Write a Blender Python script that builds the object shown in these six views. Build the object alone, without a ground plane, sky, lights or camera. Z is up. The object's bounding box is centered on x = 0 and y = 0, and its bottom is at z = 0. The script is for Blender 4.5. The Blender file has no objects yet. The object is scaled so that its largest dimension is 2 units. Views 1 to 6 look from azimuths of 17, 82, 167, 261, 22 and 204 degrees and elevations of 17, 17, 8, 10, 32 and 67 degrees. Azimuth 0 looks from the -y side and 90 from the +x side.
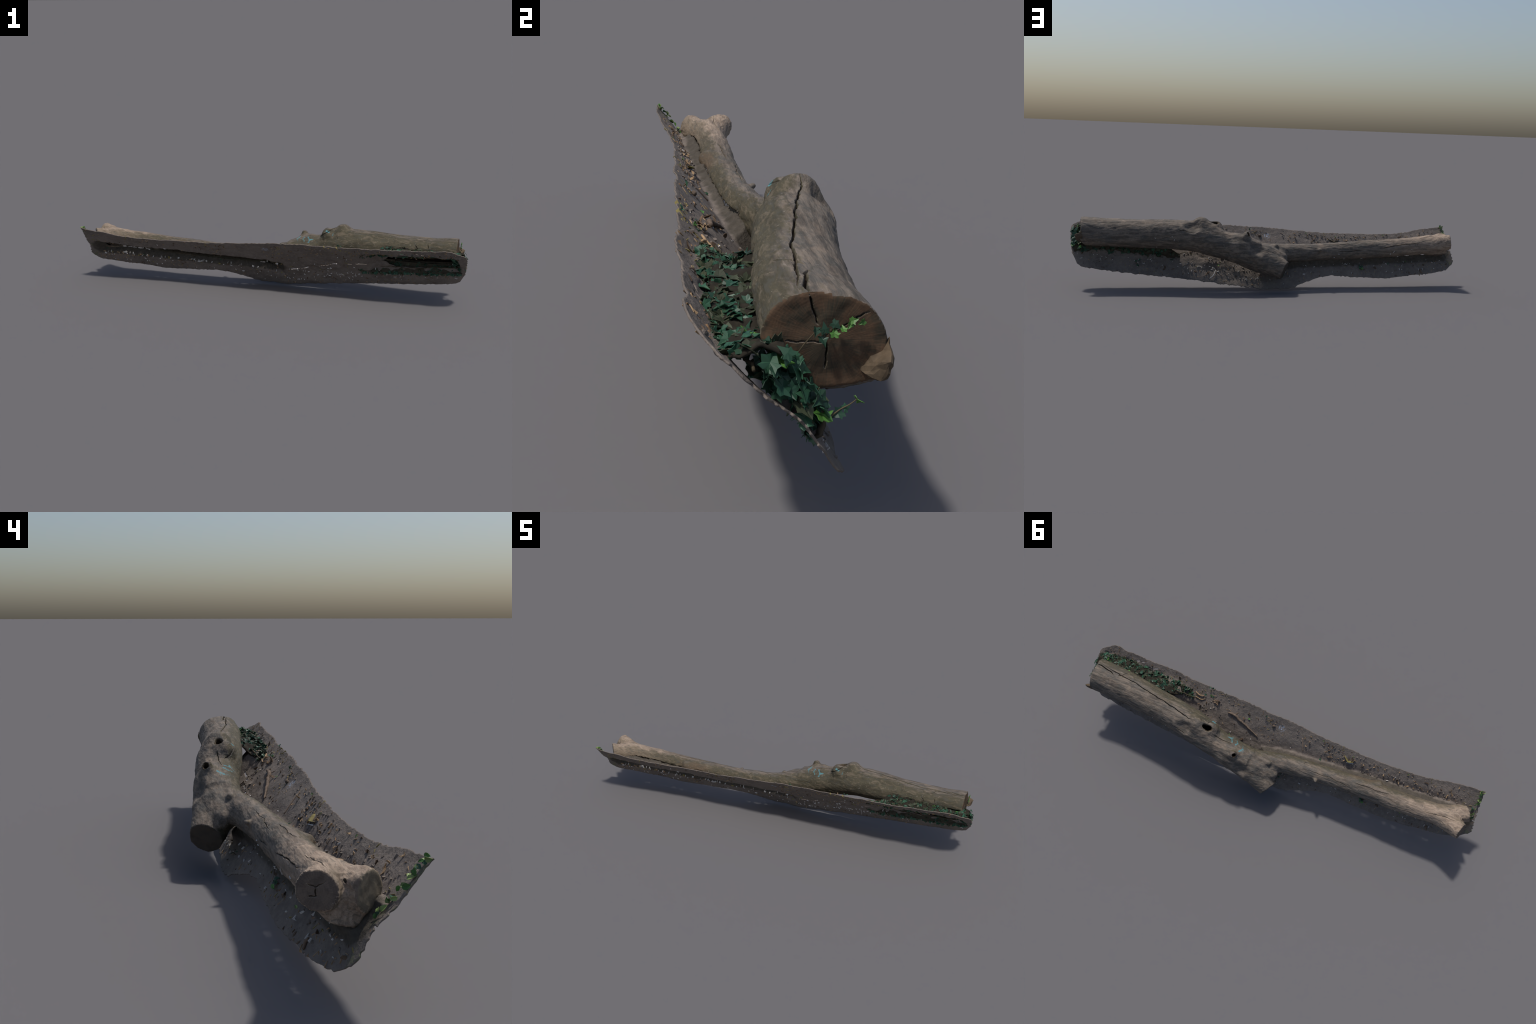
"""Fallen log with a forked branch, lying on a steep strip of bare soil with ivy."""
import bpy, bmesh, math, random
import numpy as np
from mathutils import Vector, Matrix

rng = np.random.default_rng(7)
random.seed(7)


# ------------------------------------------------------------------ helpers
def vnoise(P, seed=0):
    """smooth value noise in [-1, 1], vectorised; P is (n, 3)"""
    P = np.asarray(P, np.float64)
    i = np.floor(P).astype(np.int64)
    f = P - i
    f = f * f * (3 - 2 * f)

    def h(a, b, c):
        n = (a * 374761393 + b * 668265263 + c * 1274126177 + seed * 982451653) & 0xFFFFFFFF
        n = ((n ^ (n >> 13)) * 1274126177) & 0xFFFFFFFF
        n = (n ^ (n >> 16)) & 0xFFFFFFFF
        n = (n * 2246822519) & 0xFFFFFFFF
        return ((n >> 8) & 0xFFFF) / 32767.5 - 1.0

    out = 0
    for a in (0, 1):
        for b in (0, 1):
            for c in (0, 1):
                w = (f[:, 0] if a else 1 - f[:, 0]) * (f[:, 1] if b else 1 - f[:, 1]) * (f[:, 2] if c else 1 - f[:, 2])
                out = out + w * h(i[:, 0] + a, i[:, 1] + b, i[:, 2] + c)
    return out


def fbm(P, octaves=3, seed=0):
    s, a, t = 0, 1.0, 0
    for o in range(octaves):
        s = s + a * vnoise(P * (2.03 ** o) + 17.3 * o, seed + o)
        t += a
        a *= 0.5
    return s / t


def smin(a, b, k):
    h = np.clip(0.5 + 0.5 * (b - a) / k, 0, 1)
    return b + (a - b) * h - k * h * (1 - h)


def smooth_table(tab, x, col):
    t = np.array(sorted(tab))
    xs = np.linspace(t[0, 0], t[-1, 0], 800)
    v = np.interp(xs, t[:, 0], t[:, col])
    step = xs[1] - xs[0]
    n = max(3, int(0.02 / step) | 1)
    pad = np.pad(v, n, mode='reflect', reflect_type='odd')
    k = np.hanning(2 * n + 1)
    k /= k.sum()
    v = np.convolve(pad, k, 'valid')
    return np.interp(x, xs, v)


def link(ob, parent=None):
    bpy.context.scene.collection.objects.link(ob)
    if parent is not None:
        ob.parent = parent
    return ob


def mesh_object(name, verts, faces, mats, parent=None, smooth=True):
    me = bpy.data.meshes.new(name)
    me.from_pydata([tuple(v) for v in verts], [], [tuple(f) for f in faces])
    if not isinstance(mats, (list, tuple)):
        mats = [mats]
    for m in mats:
        me.materials.append(m)
    me.polygons.foreach_set('use_smooth', [smooth] * len(me.polygons))
    me.validate()
    me.update()
    return link(bpy.data.objects.new(name, me), parent)


# ------------------------------------------------------------------ shader helpers
class Mat:
    def __init__(self, name, rough=0.85):
        self.m = bpy.data.materials.new(name)
        self.m.use_nodes = True
        self.t = self.m.node_tree
        self.b = self.t.nodes['Principled BSDF']
        self.b.inputs['Roughness'].default_value = rough
        self.b.inputs['Specular IOR Level'].default_value = 0.25
        self.co = self.t.nodes.new('ShaderNodeTexCoord').outputs['Object']

    def n(self, kind, **kw):
        nd = self.t.nodes.new('ShaderNode' + kind)
        for k, v in kw.items():
            setattr(nd, k, v)
        return nd

    def put(self, sock, v):
        if hasattr(v, 'is_output'):
            self.t.links.new(v, sock)
        elif isinstance(v, (tuple, list)) and len(v) == 3 and sock.type == 'RGBA':
            sock.default_value = (*v, 1)
        else:
            sock.default_value = v

    def mapped(self, scale, loc=(0, 0, 0), rot=(0, 0, 0)):
        mp = self.n('Mapping')
        self.put(mp.inputs['Vector'], self.co)
        mp.inputs['Scale'].default_value = scale
        mp.inputs['Location'].default_value = loc
        mp.inputs['Rotation'].default_value = rot
        return mp.outputs[0]

    def noise(self, scale, vec=None, detail=4, rough=0.6, dist=0.0):
        nd = self.n('TexNoise')
        self.put(nd.inputs['Vector'], vec if vec is not None else self.co)
        nd.inputs['Scale'].default_value = scale
        nd.inputs['Detail'].default_value = detail
        nd.inputs['Roughness'].default_value = rough
        nd.inputs['Distortion'].default_value = dist
        return nd.outputs['Fac']

    def voronoi(self, scale, vec=None, out='Distance', feature='F1'):
        nd = self.n('TexVoronoi', feature=feature)
        self.put(nd.inputs['Vector'], vec if vec is not None else self.co)
        nd.inputs['Scale'].default_value = scale
        return nd.outputs[out]

    def ramp(self, fac, lo, hi, a=0.0, b=1.0):
        nd = self.n('MapRange', interpolation_type='SMOOTHSTEP')
        self.put(nd.inputs['Value'], fac)
        nd.inputs['From Min'].default_value = lo
        nd.inputs['From Max'].default_value = hi
        nd.inputs['To Min'].default_value = a
        nd.inputs['To Max'].default_value = b
        return nd.outputs[0]

    def math(self, op, a, b=0.0):
        nd = self.n('Math', operation=op)
        self.put(nd.inputs[0], a)
        self.put(nd.inputs[1], b)
        return nd.outputs[0]

    def vmath(self, op, a, b=(0, 0, 0), out=0):
        nd = self.n('VectorMath', operation=op)
        self.put(nd.inputs[0], a)
        self.put(nd.inputs[1], b)
        return nd.outputs[out]

    def mix(self, fac, a, b, mode='MIX'):
        nd = self.n('Mix', data_type='RGBA', blend_type=mode)
        self.put(nd.inputs['Factor'], fac)
        self.put(nd.inputs['A'], a)
        self.put(nd.inputs['B'], b)
        return nd.outputs['Result']

    def sep(self, vec=None):
        nd = self.n('SeparateXYZ')
        self.put(nd.inputs[0], vec if vec is not None else self.co)
        return nd.outputs

    def normal(self):
        return self.n('NewGeometry').outputs['Normal']

    def segdist(self, a, b, vec=None):
        """distance from the shading point to the segment a-b"""
        a, b = Vector(a), Vector(b)
        ab = b - a
        pa = self.vmath('SUBTRACT', vec if vec is not None else self.co, tuple(a))
        t = self.vmath('DOT_PRODUCT', pa, tuple(ab / max(ab.length_squared, 1e-9)), out='Value')
        nd = self.n('Clamp')
        self.put(nd.inputs[0], t)
        sc = self.n('VectorMath', operation='SCALE')
        sc.inputs[0].default_value = ab
        self.put(sc.inputs['Scale'], nd.outputs[0])
        return self.vmath('DISTANCE', pa, sc.outputs[0], out='Value')

    def bump(self, h, strength=0.4, dist=0.003):
        nd = self.n('Bump')
        self.put(nd.inputs['Height'], h)
        nd.inputs['Strength'].default_value = strength
        nd.inputs['Distance'].default_value = dist
        self.t.links.new(nd.outputs[0], self.b.inputs['Normal'])

    def color(self, c):
        self.put(self.b.inputs['Base Color'], c)
        return self.m


# ------------------------------------------------------------------ layout tables
# upper and lower edge of the soil strip: x, y, z
SOIL_TOP = [(-1.02, -.181, .309), (-.98, -.181, .305), (-.95, -.181, .299), (-.9, -.180, .294), (-.85, -.176, .287),
            (-.8, -.169, .279), (-.75, -.160, .272), (-.7, -.154, .266), (-.6, -.148, .264), (-.5, -.142, .263),
            (-.4, -.142, .266), (-.3, -.146, .267), (-.2, -.147, .273), (-.1, -.151, .282), (0, -.154, .292),
            (.1, -.155, .295), (.2, -.160, .300), (.3, -.159, .300), (.4, -.160, .300), (.5, -.162, .302),
            (.6, -.169, .309), (.7, -.166, .311), (.8, -.166, .315), (.87, -.165, .319), (.92, -.171, .327),
            (.95, -.158, .314), (1.0, -.134, .298), (1.02, -.128, .293)]
SOIL_LOW = [(-1.02, -.043, .120), (-.995, -.036, .116), (-.97, -.024, .101), (-.95, -.010, .089), (-.9, .001, .083),
            (-.85, .012, .074), (-.8, .018, .071), (-.75, .023, .068), (-.7, .026, .063), (-.6, .032, .054),
            (-.5, .034, .057), (-.4, .034, .061), (-.35, .032, .065), (-.3, .033, .069), (-.25, .040, .062),
            (-.2, .052, .052), (-.15, .066, .034), (-.1, .081, .018), (-.05, .086, .009), (0, .086, .010),
            (.05, .084, .010), (.1, .082, .012), (.2, .075, .024), (.3, .070, .035), (.4, .061, .049),
            (.5, .053, .061), (.6, .048, .071), (.7, .042, .079), (.8, .034, .089), (.9, .025, .102),
            (.95, .022, .111), (.97, .012, .123), (1.0, -.011, .163), (1.02, -.02, .170)]
# trunk sections: x, centre y, centre z, half width y, half height z
TRUNK = [(1.02, -.007, .282, .0745, .0700), (.955, -.007, .282, .0735, .0690), (.9, -.007, .279, .0725, .0700),
         (.85, -.006, .276, .0720, .0705), (.75, 0, .273, .0715, .0705), (.65, .010, .272, .0710, .0695),
         (.55, .023, .272, .0715, .0715), (.45, .038, .270, .0735, .0745), (.4, .047, .265, .0750, .0745),
         (.35, .056, .253, .0750, .076), (.3, .064, .239, .073, .075), (.25, .072, .224, .069, .070),
         (.2, .079, .213, .068, .072), (.15, .083, .197, .069, .077), (.1, .085, .177, .073, .077),
         (.05, .088, .160, .074, .074), (0, .09, .15, .07, .07)]
# fork branch: x, y, z, radius
BRANCH = [(-1.0, -.03, .221, .047), (-.9, -.033, .221, .048), (-.85, -.029, .222, .049), (-.8, -.024, .220, .0485),
          (-.75, -.020, .216, .048), (-.7, -.017, .212, .047), (-.6, -.016, .204, .0475), (-.5, -.016, .198, .0475),
          (-.4, -.011, .192, .046), (-.3, -.007, .187, .044), (-.2, 0, .183, .044), (-.1, .010, .181, .047),
          (-.05, .019, .181, .047), (0, .033, .182, .048), (.05, .050, .184, .050), (.1, .066, .190, .052), (.2, .080, .206, .052)]


def soil_frame(x):
    ty, tz = smooth_table(SOIL_TOP, x, 1), smooth_table(SOIL_TOP, x, 2)
    by, bz = smooth_table(SOIL_LOW, x, 1), smooth_table(SOIL_LOW, x, 2)
    L = np.hypot(by - ty, bz - tz)
    dy, dz = (by - ty) / L, (bz - tz) / L
    return ty, tz, dy, dz, -dz, dy, L      # start, direction down the slope, normal, length


def log_axis(x):
    """centre and radius of whichever member rests on the soil at x"""
    w = np.clip((np.asarray(x) + .02) / .16, 0, 1)
    w = w * w * (3 - 2 * w)
    cy = smooth_table(TRUNK, x, 1) * w + smooth_table(BRANCH, x, 1) * (1 - w)
    cz = smooth_table(TRUNK, x, 2) * w + smooth_table(BRANCH, x, 2) * (1 - w)
    r = .5 * (smooth_table(TRUNK, x, 3) + smooth_table(TRUNK, x, 4)) * w + smooth_table(BRANCH, x, 3) * (1 - w)
    return cy, cz, r


# ------------------------------------------------------------------ log as a distance field
def capsule(P, a, b, ra, rb):
    a, b = np.array(a, np.float32), np.array(b, np.float32)
    ab = b - a
    t = sum((P[i] - a[i]) * ab[i] for i in range(3)) / float(ab @ ab)
    t = np.clip(t, 0, 1)
    d2 = sum((P[i] - a[i] - t * ab[i]) ** 2 for i in range(3))
    return np.sqrt(d2) - (ra + (rb - ra) * t)


def plane(P, o, n):
    n = np.array(n, float)
    n /= np.linalg.norm(n)
    return sum((P[i] - o[i]) * n[i] for i in range(3))


CUTS = {                    # saw cuts: a point and the outward direction
    'butt': ((.952, 0, .28), (1, -.02, .02)),
    'stub': ((-.033, .130, .110), (-.84, .40, -.37)),
    'fork_wide': ((-.949, .022, .245), (-.95, .26, .16)),
    'fork_narrow': ((-.945, -.080, .241), (-.80, -.60, .0)),
    'foot': ((-.93, -.035, .171), (-.15, .25, -1)),
}
HOLE_BIG = ((.296, .062, .352), (.314, .059, .336), .0180, .0145)
HOLE_BIG_END = ((.318, .059, .362), (.328, .057, .340), .0165, .0125)
HOLE_SMALL = ((.142, .124, .300), (.165, .106, .272), .0110, .007)
WALL = .011


def log_outer(P):
    x = P[0]
    xs, shp = (x[:, 0, 0], (-1, 1, 1)) if x.ndim == 3 else (x, (-1,))

    def tab(t, c):
        return smooth_table(t, xs.astype(float), c).astype(np.float32).reshape(shp)

    ty, tz, tr, tq = (tab(TRUNK, i) for i in (1, 2, 3, 4))
    q1, q2 = (P[1] - ty) / tr, (P[2] - tz) / tq
    ang = np.sqrt(q1 ** 2 + q2 ** 2)
    lean = np.clip((x - .55) / .30, 0, 1)
    a2 = np.arctan2(q2, q1) + math.radians(31)
    d = (ang - 1 - lean * (.085 * np.cos(2 * a2) + .025 * np.cos(4 * a2 + .6))) * np.sqrt(tr * tq) * .97
    d = np.maximum(d, .09 - x)
    stub = capsule(P, (.20, .078, .212), (.08, .094, .163), .070, .066)
    stub = np.minimum(stub, capsule(P, (.08, .094, .163), (-.060, .146, .097), .066, .043))
    stub = np.maximum(stub, plane(P, *CUTS['stub']))
    d = smin(d, stub, .018)
    # knots
    d = smin(d, capsule(P, (.352, .056, .300), (.376, .055, .324), .046, .0405), .022)
    d = smin(d, capsule(P, (.310, .050, .290), (.304, .043, .306), .045, .037), .020)
    d = smin(d, capsule(P, (.178, .090, .225), (.160, .111, .283), .048, .0185), .020)
    d = smin(d, capsule(P, (.23, .085, .24), (.205, .104, .262), .03, .016), .02)
    # branch
    by, bz, br = (tab(BRANCH, i) for i in (1, 2, 3))
    b = np.sqrt((P[1] - by) ** 2 + (P[2] - bz) ** 2) - br
    b = np.maximum(b, x - .17)
    b = np.maximum(b, -.925 - x)
    f1 = np.maximum(capsule(P, (-.845, -.020, .221), (-.968, .030, .250), .045, .0365), plane(P, *CUTS['fork_wide']))
    f2 = np.maximum(capsule(P, (-.845, -.034, .222), (-.968, -.088, .243), .045, .0355), plane(P, *CUTS['fork_narrow']))
    f3 = np.maximum(capsule(P, (-.87, -.030, .212), (-.955, -.036, .196), .044, .034), plane(P, *CUTS['foot']))
    f3 = np.maximum(f3, -.944 - x)
    b = smin(b, f1, .012)
    b = smin(b, f2, .012)
    b = smin(b, f3, .012)
    # branch knots
    b = smin(b, capsule(P, (-.50, -.035, .205), (-.518, -.056, .220), .030, .016), .022)
    b = smin(b, capsule(P, (-.228, .030, .196), (-.237, .046, .203), .012, .008), .008)
    d = smin(d, b, .024)
    d = smin(d, capsule(P, (.05, .085, .19), (-.030, .086, .166), .040, .026), .020)
    d = smin(d, capsule(P, (.012, .055, .215), (-.002, .062, .224), .014, .009), .010)
    # flattened dents on the shaded flank
    for c, r, k in (((.105, .185, .245), .062, .012), ((.24, .17, .30), .058, .012), ((.43, .125, .345), .055, .010)):
        s = np.sqrt(sum((P[i] - c[i]) ** 2 for i in range(3))) - r
        d = -smin(-d, s, k)
    d = np.maximum(d, plane(P, *CUTS['butt']))
    # broken lower rim of the butt end
    d = np.maximum(d, np.where(x > .6, plane(P, (.953, .0, .229), (.55, .1, -.83)), -1))
    d = np.maximum(d, np.where(x > .6, plane(P, (.953, -.055, .256), (.42, -.66, -.62)), -1))
    return d


def log_field(P):
    d0 = log_outer(P)
    x = P[0]
    # underside the scan lacks, built as a hollow open toward the soil
    xs, shp = (x[:, 0, 0].astype(float), (-1, 1, 1)) if x.ndim == 3 else (x.astype(float), (-1,))
    ty, tz, dy, dz, ny, nz, L = (v.reshape(shp) for v in soil_frame(xs))
    cy, cz, r = (v.reshape(shp) for v in log_axis(xs))
    a = -((P[1] - cy) * ny + (P[2] - cz) * nz)
    b = np.abs((P[1] - cy) * dy + (P[2] - cz) * dz)
    hollow = np.maximum(np.maximum(d0 + WALL, x - .943), -.935 - x)
    hollow = np.where(x > .1, hollow, np.maximum(hollow, .52 * r - a))      # the branch is only scooped out below
    phi = np.where(x > 0, math.radians(52) * np.clip((x - .60) / .06, .02, 1), .7)
    slot = (b * np.cos(phi) - a * np.sin(phi)).astype(np.float32)
    slot = np.where(x > 0, slot, np.maximum(b - .80 * r, -a)).astype(np.float32)
    rng_l = np.maximum(x - .02, -.935 - x)
    rng_r = np.maximum(.60 - x, x - .944)
    slot = np.maximum(slot, np.minimum(rng_l, rng_r))
    d = np.maximum(d0, -np.minimum(hollow, slot))
    for a_, b_, ra, rb in (HOLE_BIG, HOLE_BIG_END, HOLE_SMALL):
        h = capsule(P, a_, b_, ra, rb)
        d = -smin(-d, h, .004)
    return d, d0


def surface_nets(F, org, h):
    nx, ny, nz = F.shape
    ins = F < 0
    c = np.zeros((nx - 1, ny - 1, nz - 1), np.int8)
    for i in (0, 1):
        for j in (0, 1):
            for k in (0, 1):
                c += ins[i:nx - 1 + i, j:ny - 1 + j, k:nz - 1 + k]
    act = np.argwhere((c > 0) & (c < 8))
    idx = -np.ones(c.shape, np.int32)
    idx[tuple(act.T)] = np.arange(len(act))
    acc = np.zeros((len(act), 3))
    cnt = np.zeros(len(act))
    corners = [(i, j, k) for i in (0, 1) for j in (0, 1) for k in (0, 1)]
    for p in corners:
        for ax in range(3):
            if p[ax]:
                continue
            q = list(p)
            q[ax] = 1
            fa = F[act[:, 0] + p[0], act[:, 1] + p[1], act[:, 2] + p[2]]
            fb = F[act[:, 0] + q[0], act[:, 1] + q[1], act[:, 2] + q[2]]
            m = (fa < 0) != (fb < 0)
            t = np.where(m, fa / np.where(m, fa - fb, 1), 0)
            pos = np.tile(np.array(p, float), (len(act), 1))
            pos[:, ax] += t
            acc[m] += pos[m]
            cnt[m] += 1
    V = np.array(org) + h * (act + acc / cnt[:, None])
    quads = []
    for ax in range(3):
        o = [1, 2] if ax == 0 else ([2, 0] if ax == 1 else [0, 1])
        sl0 = [slice(1, -1)] * 3
        sl1 = [slice(1, -1)] * 3
        sl0[ax] = slice(0, -1)
        sl1[ax] = slice(1, None)
        s0, s1 = ins[tuple(sl0)], ins[tuple(sl1)]
        e = np.argwhere(s0 != s1)
        base = np.array([1, 1, 1])
        base[ax] = 0
        flip = s0[tuple(e.T)]
        e = e + base
        u, v = np.eye(3, dtype=int)[o[0]], np.eye(3, dtype=int)[o[1]]
        q = np.stack([idx[tuple((e - a * u - b * v).T)] for a, b in ((1, 1), (0, 1), (0, 0), (1, 0))], 1)
        q[~flip] = q[~flip][:, ::-1]
        quads.append(q)
    return V, np.concatenate(quads)


def build_log_mesh(h=.0030):
    org = (-.975, -.130, .040)
    n = [int(math.ceil((b - a) / h)) + 1 for a, b in zip(org, (.965, .205, .385))]
    F = np.empty(n, np.float32)
    ys = (org[1] + h * np.arange(n[1])).astype(np.float32)
    zs = (org[2] + h * np.arange(n[2])).astype(np.float32)
    # fields depend on x through tables: work in slabs to keep memory small
    step = 40
    for i in range(0, n[0], step):
        xs = (org[0] + h * np.arange(i, min(i + step, n[0]))).astype(np.float32)
        P = np.meshgrid(xs, ys, zs, indexing='ij')
        F[i:i + len(xs)] = log_field(P)[0]
    return surface_nets(F, org, h)


# cracks in the wood: polyline, half width, depth
CRACKS = [
    ([(.955, -.040, .343), (.920, -.038, .342), (.877, -.032, .343), (.833, -.026, .343), (.795, -.021, .343), (.759, -.017, .342), (.728, -.016, .341),
      (.701, -.007, .341), (.668, -.002, .341), (.630, .006, .342), (.587, .015, .343), (.554, .020, .345), (.529, .027, .345),
      (.501, .030, .345), (.473, .038, .343), (.440, .045, .342), (.408, .054, .346), (.368, .058, .358), (.347, .056, .351)], .0019, .009),
    ([(.953, -.028, .344), (.930, -.030, .344), (.902, -.025, .345), (.875, -.020, .345), (.848, -.010, .345)], .0021, .010),
    ([(.787, -.048, .330), (.805, -.037, .338), (.808, -.029, .341), (.833, -.012, .345)], .0012, .004),
    ([(.952, -.028, .344), (.952, -.025, .331), (.952, -.021, .315), (.952, -.017, .303)], .0011, .008),
    ([(.952, -.008, .289), (.952, -.008, .271), (.952, -.009, .250)], .0012, .008),
    ([(.952, -.006, .286), (.952, -.031, .285), (.952, -.058, .287)], .0009, .006),
    ([(.952, -.005, .288), (.952, .002, .301), (.952, .025, .312), (.952, .046, .322)], .0010, .007),
    ([(.748, -.059, .314), (.762, -.070, .300), (.766, -.074, .287)], .0014, .006),
    ([(.809, -.067, .315), (.818, -.073, .307)], .0013, .005),
    ([(.284, .074, .323), (.258, .064, .296), (.231, .068, .289), (.199, .066, .286), (.176, .061, .280)], .0012, .005),
    ([(.330, .040, .338), (.300, .022, .318), (.272, .038, .292), (.255, .050, .286)], .0022, .006),
    ([(-.166, .021, .224), (-.208, .017, .224), (-.245, .018, .223), (-.295, .011, .227), (-.333, .016, .226), (-.398, .019, .227), (-.442, .015, .230)], .0010, .004),
    ([(-.397, -.004, .237), (-.449, -.008, .242), (-.487, -.010, .244), (-.525, -.009, .244), (-.569, -.013, .248), (-.596, -.018, .250)], .0010, .004),
    ([(-.740, .004, .255), (-.765, .002, .257), (-.815, -.001, .263), (-.860, -.006, .269), (-.907, -.005, .273), (-.941, -.001, .273)], .0009, .004),
    ([(-.548, .029, .211), (-.589, .030, .215), (-.632, .027, .223), (-.684, .026, .230), (-.756, .023, .235), (-.800, .020, .240)], .0014, .007),
    ([(-.320, .036, .195), (-.389, .036, .193), (-.441, .033, .199), (-.476, .030, .201)], .0012, .005),
    ([(.501, .099, .299), (.471, .103, .300), (.440, .105, .294), (.407, .115, .293)], .0014, .006),
    ([(-.931, -.034, .257), (-.940, -.037, .252)], .0026, .008),
    ([(-.942, .040, .259), (-.944, .022, .249), (-.946, .003, .261)], .0010, .005),
    ([(-.944, .022, .249), (-.944, .023, .242), (-.945, .021, .234), (-.943, .037, .235)], .0012, .006),
    ([(.758, -.064, .312), (.757, -.070, .286)], .0016, .006),
    ([(.815, -.066, .317), (.813, -.074, .302)], .0012, .005),
    ([(-.155, -.004, .227), (-.169, -.024, .218)], .0013, .005),
    ([(.021, .018, .242), (.027, .004, .234)], .0011, .005),
    ([(.349, .005, .315), (.357, -.009, .298)], .0012, .005),
    ([(-.060, .060, .206), (-.068, .063, .194)], .0012, .005),
]
# strokes of blue paint on the trunk: ends and half width
PAINT = [((.141, .081, .274), (.131, .063, .268), .0030), ((.131, .063, .268), (.138, .044, .264), .0028), ((.138, .044, .264), (.126, .028, .251), .0014),
         ((.125, .070, .267), (.139, .046, .265), .0022), ((.131, .075, .271), (.108, .062, .263), .0030), ((.108, .062, .263), (.092, .055, .259), .0014),
         ((.171, .059, .278), (.164, .048, .273), .0020), ((.164, .048, .273), (.175, .032, .265), .0016),
         ((.191, .054, .281), (.202, .038, .273), .0024), ((.202, .038, .273), (.218, .036, .275), .0026), ((.204, .036, .273), (.200, .024, .262), .0020),
         ((.294, .016, .331), (.306, .013, .328), .0036), ((.331, .011, .323), (.327, .003, .310), .0010), ((.275, .020, .31), (.268, .022, .30), .0012)]

# ------------------------------------------------------------------ materials
def wood_material():
    M = Mat('weathered_wood', .82)
    g = M.noise(1.0, M.mapped((9, 95, 95)), 5, .65)            # long fibres
    g2 = M.noise(1.0, M.mapped((30, 260, 260), (3, 1, 2)), 3, .6)
    blot = M.noise(15, None, 5, .65, .4)
    blot2 = M.noise(1.0, M.mapped((16, 34, 34), (7, 3, 1)), 4, .6, .5)
    x, y, z = M.sep()
    nx, ny, nz = M.sep(M.normal())
    base = M.mix(M.ramp(g, .36, .66), (.086, .071, .058), (.188, .156, .126))
    base = M.mix(M.math('MULTIPLY', M.ramp(blot2, .47, .64), .62), base, (.085, .083, .078))      # grey weathering
    base = M.mix(M.math('MULTIPLY', M.ramp(blot, .52, .70), .55), base, (.265, .205, .155))        # bare warm wood
    # pale, freshly weathered fork end
    pale = M.math('MULTIPLY', M.ramp(M.math('ADD', x, M.math('MULTIPLY', M.math('SUBTRACT', blot, .5), .5)), -.45, -.86), .85)
    base = M.mix(pale, base, M.mix(M.ramp(g, .35, .65), (.27, .20, .148), (.42, .325, .245)))
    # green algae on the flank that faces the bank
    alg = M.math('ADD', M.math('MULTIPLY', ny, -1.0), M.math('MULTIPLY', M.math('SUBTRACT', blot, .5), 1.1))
    alg = M.math('MULTIPLY', M.ramp(alg, -.02, .55), M.ramp(x, -.92, -.55, .50, .88))
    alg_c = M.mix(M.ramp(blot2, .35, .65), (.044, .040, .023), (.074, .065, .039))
    base = M.mix(alg, base, alg_c)
    # brownish stained stretch of the branch
    st = M.math('MULTIPLY', M.ramp(M.math('ABSOLUTE', M.math('ADD', x, .47)), .13, .03), M.ramp(ny, -.2, -.7))
    base = M.mix(M.math('MULTIPLY', st, .55), base, (.135, .092, .062))
    m1 = M.noise(1.0, M.mapped((26, 70, 70), (1, 8, 3)), 5, .7, .8)
    base = M.mix(M.math('MULTIPLY', M.ramp(m1, .50, .64), .45), base, M.mix(.5, base, (.30, .235, .175)))
    base = M.mix(M.math('MULTIPLY', M.ramp(m1, .49, .36), .55), base, (.070, .068, .058))
    fine = M.ramp(g2, .60, .72)
    base = M.mix(M.math('MULTIPLY', fine, .55), base, (.055, .048, .042))
    speck = M.ramp(M.noise(140, None, 2), .64, .74)
    base = M.mix(M.math('MULTIPLY', speck, .35), base, (.34, .30, .26))
    # blue spray paint strokes
    if PAINT:
        wob = M.n('TexNoise')
        M.put(wob.inputs['Vector'], M.co)
        wob.inputs['Scale'].default_value = 120
        off = M.n('VectorMath', operation='MULTIPLY_ADD')
        M.put(off.inputs[0], wob.outputs['Color'])
        off.inputs[1].default_value = (.007,) * 3
        off.inputs[2].default_value = (-.0035,) * 3
        pv = M.vmath('ADD', M.co, off.outputs[0])
        dmin = None
        for a, b, w in PAINT:
            d = M.math('SUBTRACT', M.segdist(a, b, pv), w * 1.25)
            dmin = d if dmin is None else M.math('MINIMUM', dmin, d)
        pm = M.math('MULTIPLY', M.ramp(dmin, .0025, -.001), M.ramp(M.noise(70, None, 4, .7), .36, .56, .25, .9))
        base = M.mix(pm, base, (.085, .250, .285))
    M.bump(M.math('ADD', M.math('MULTIPLY', g, .7), g2), .5, .0025)
    return M.color(base)


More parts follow.
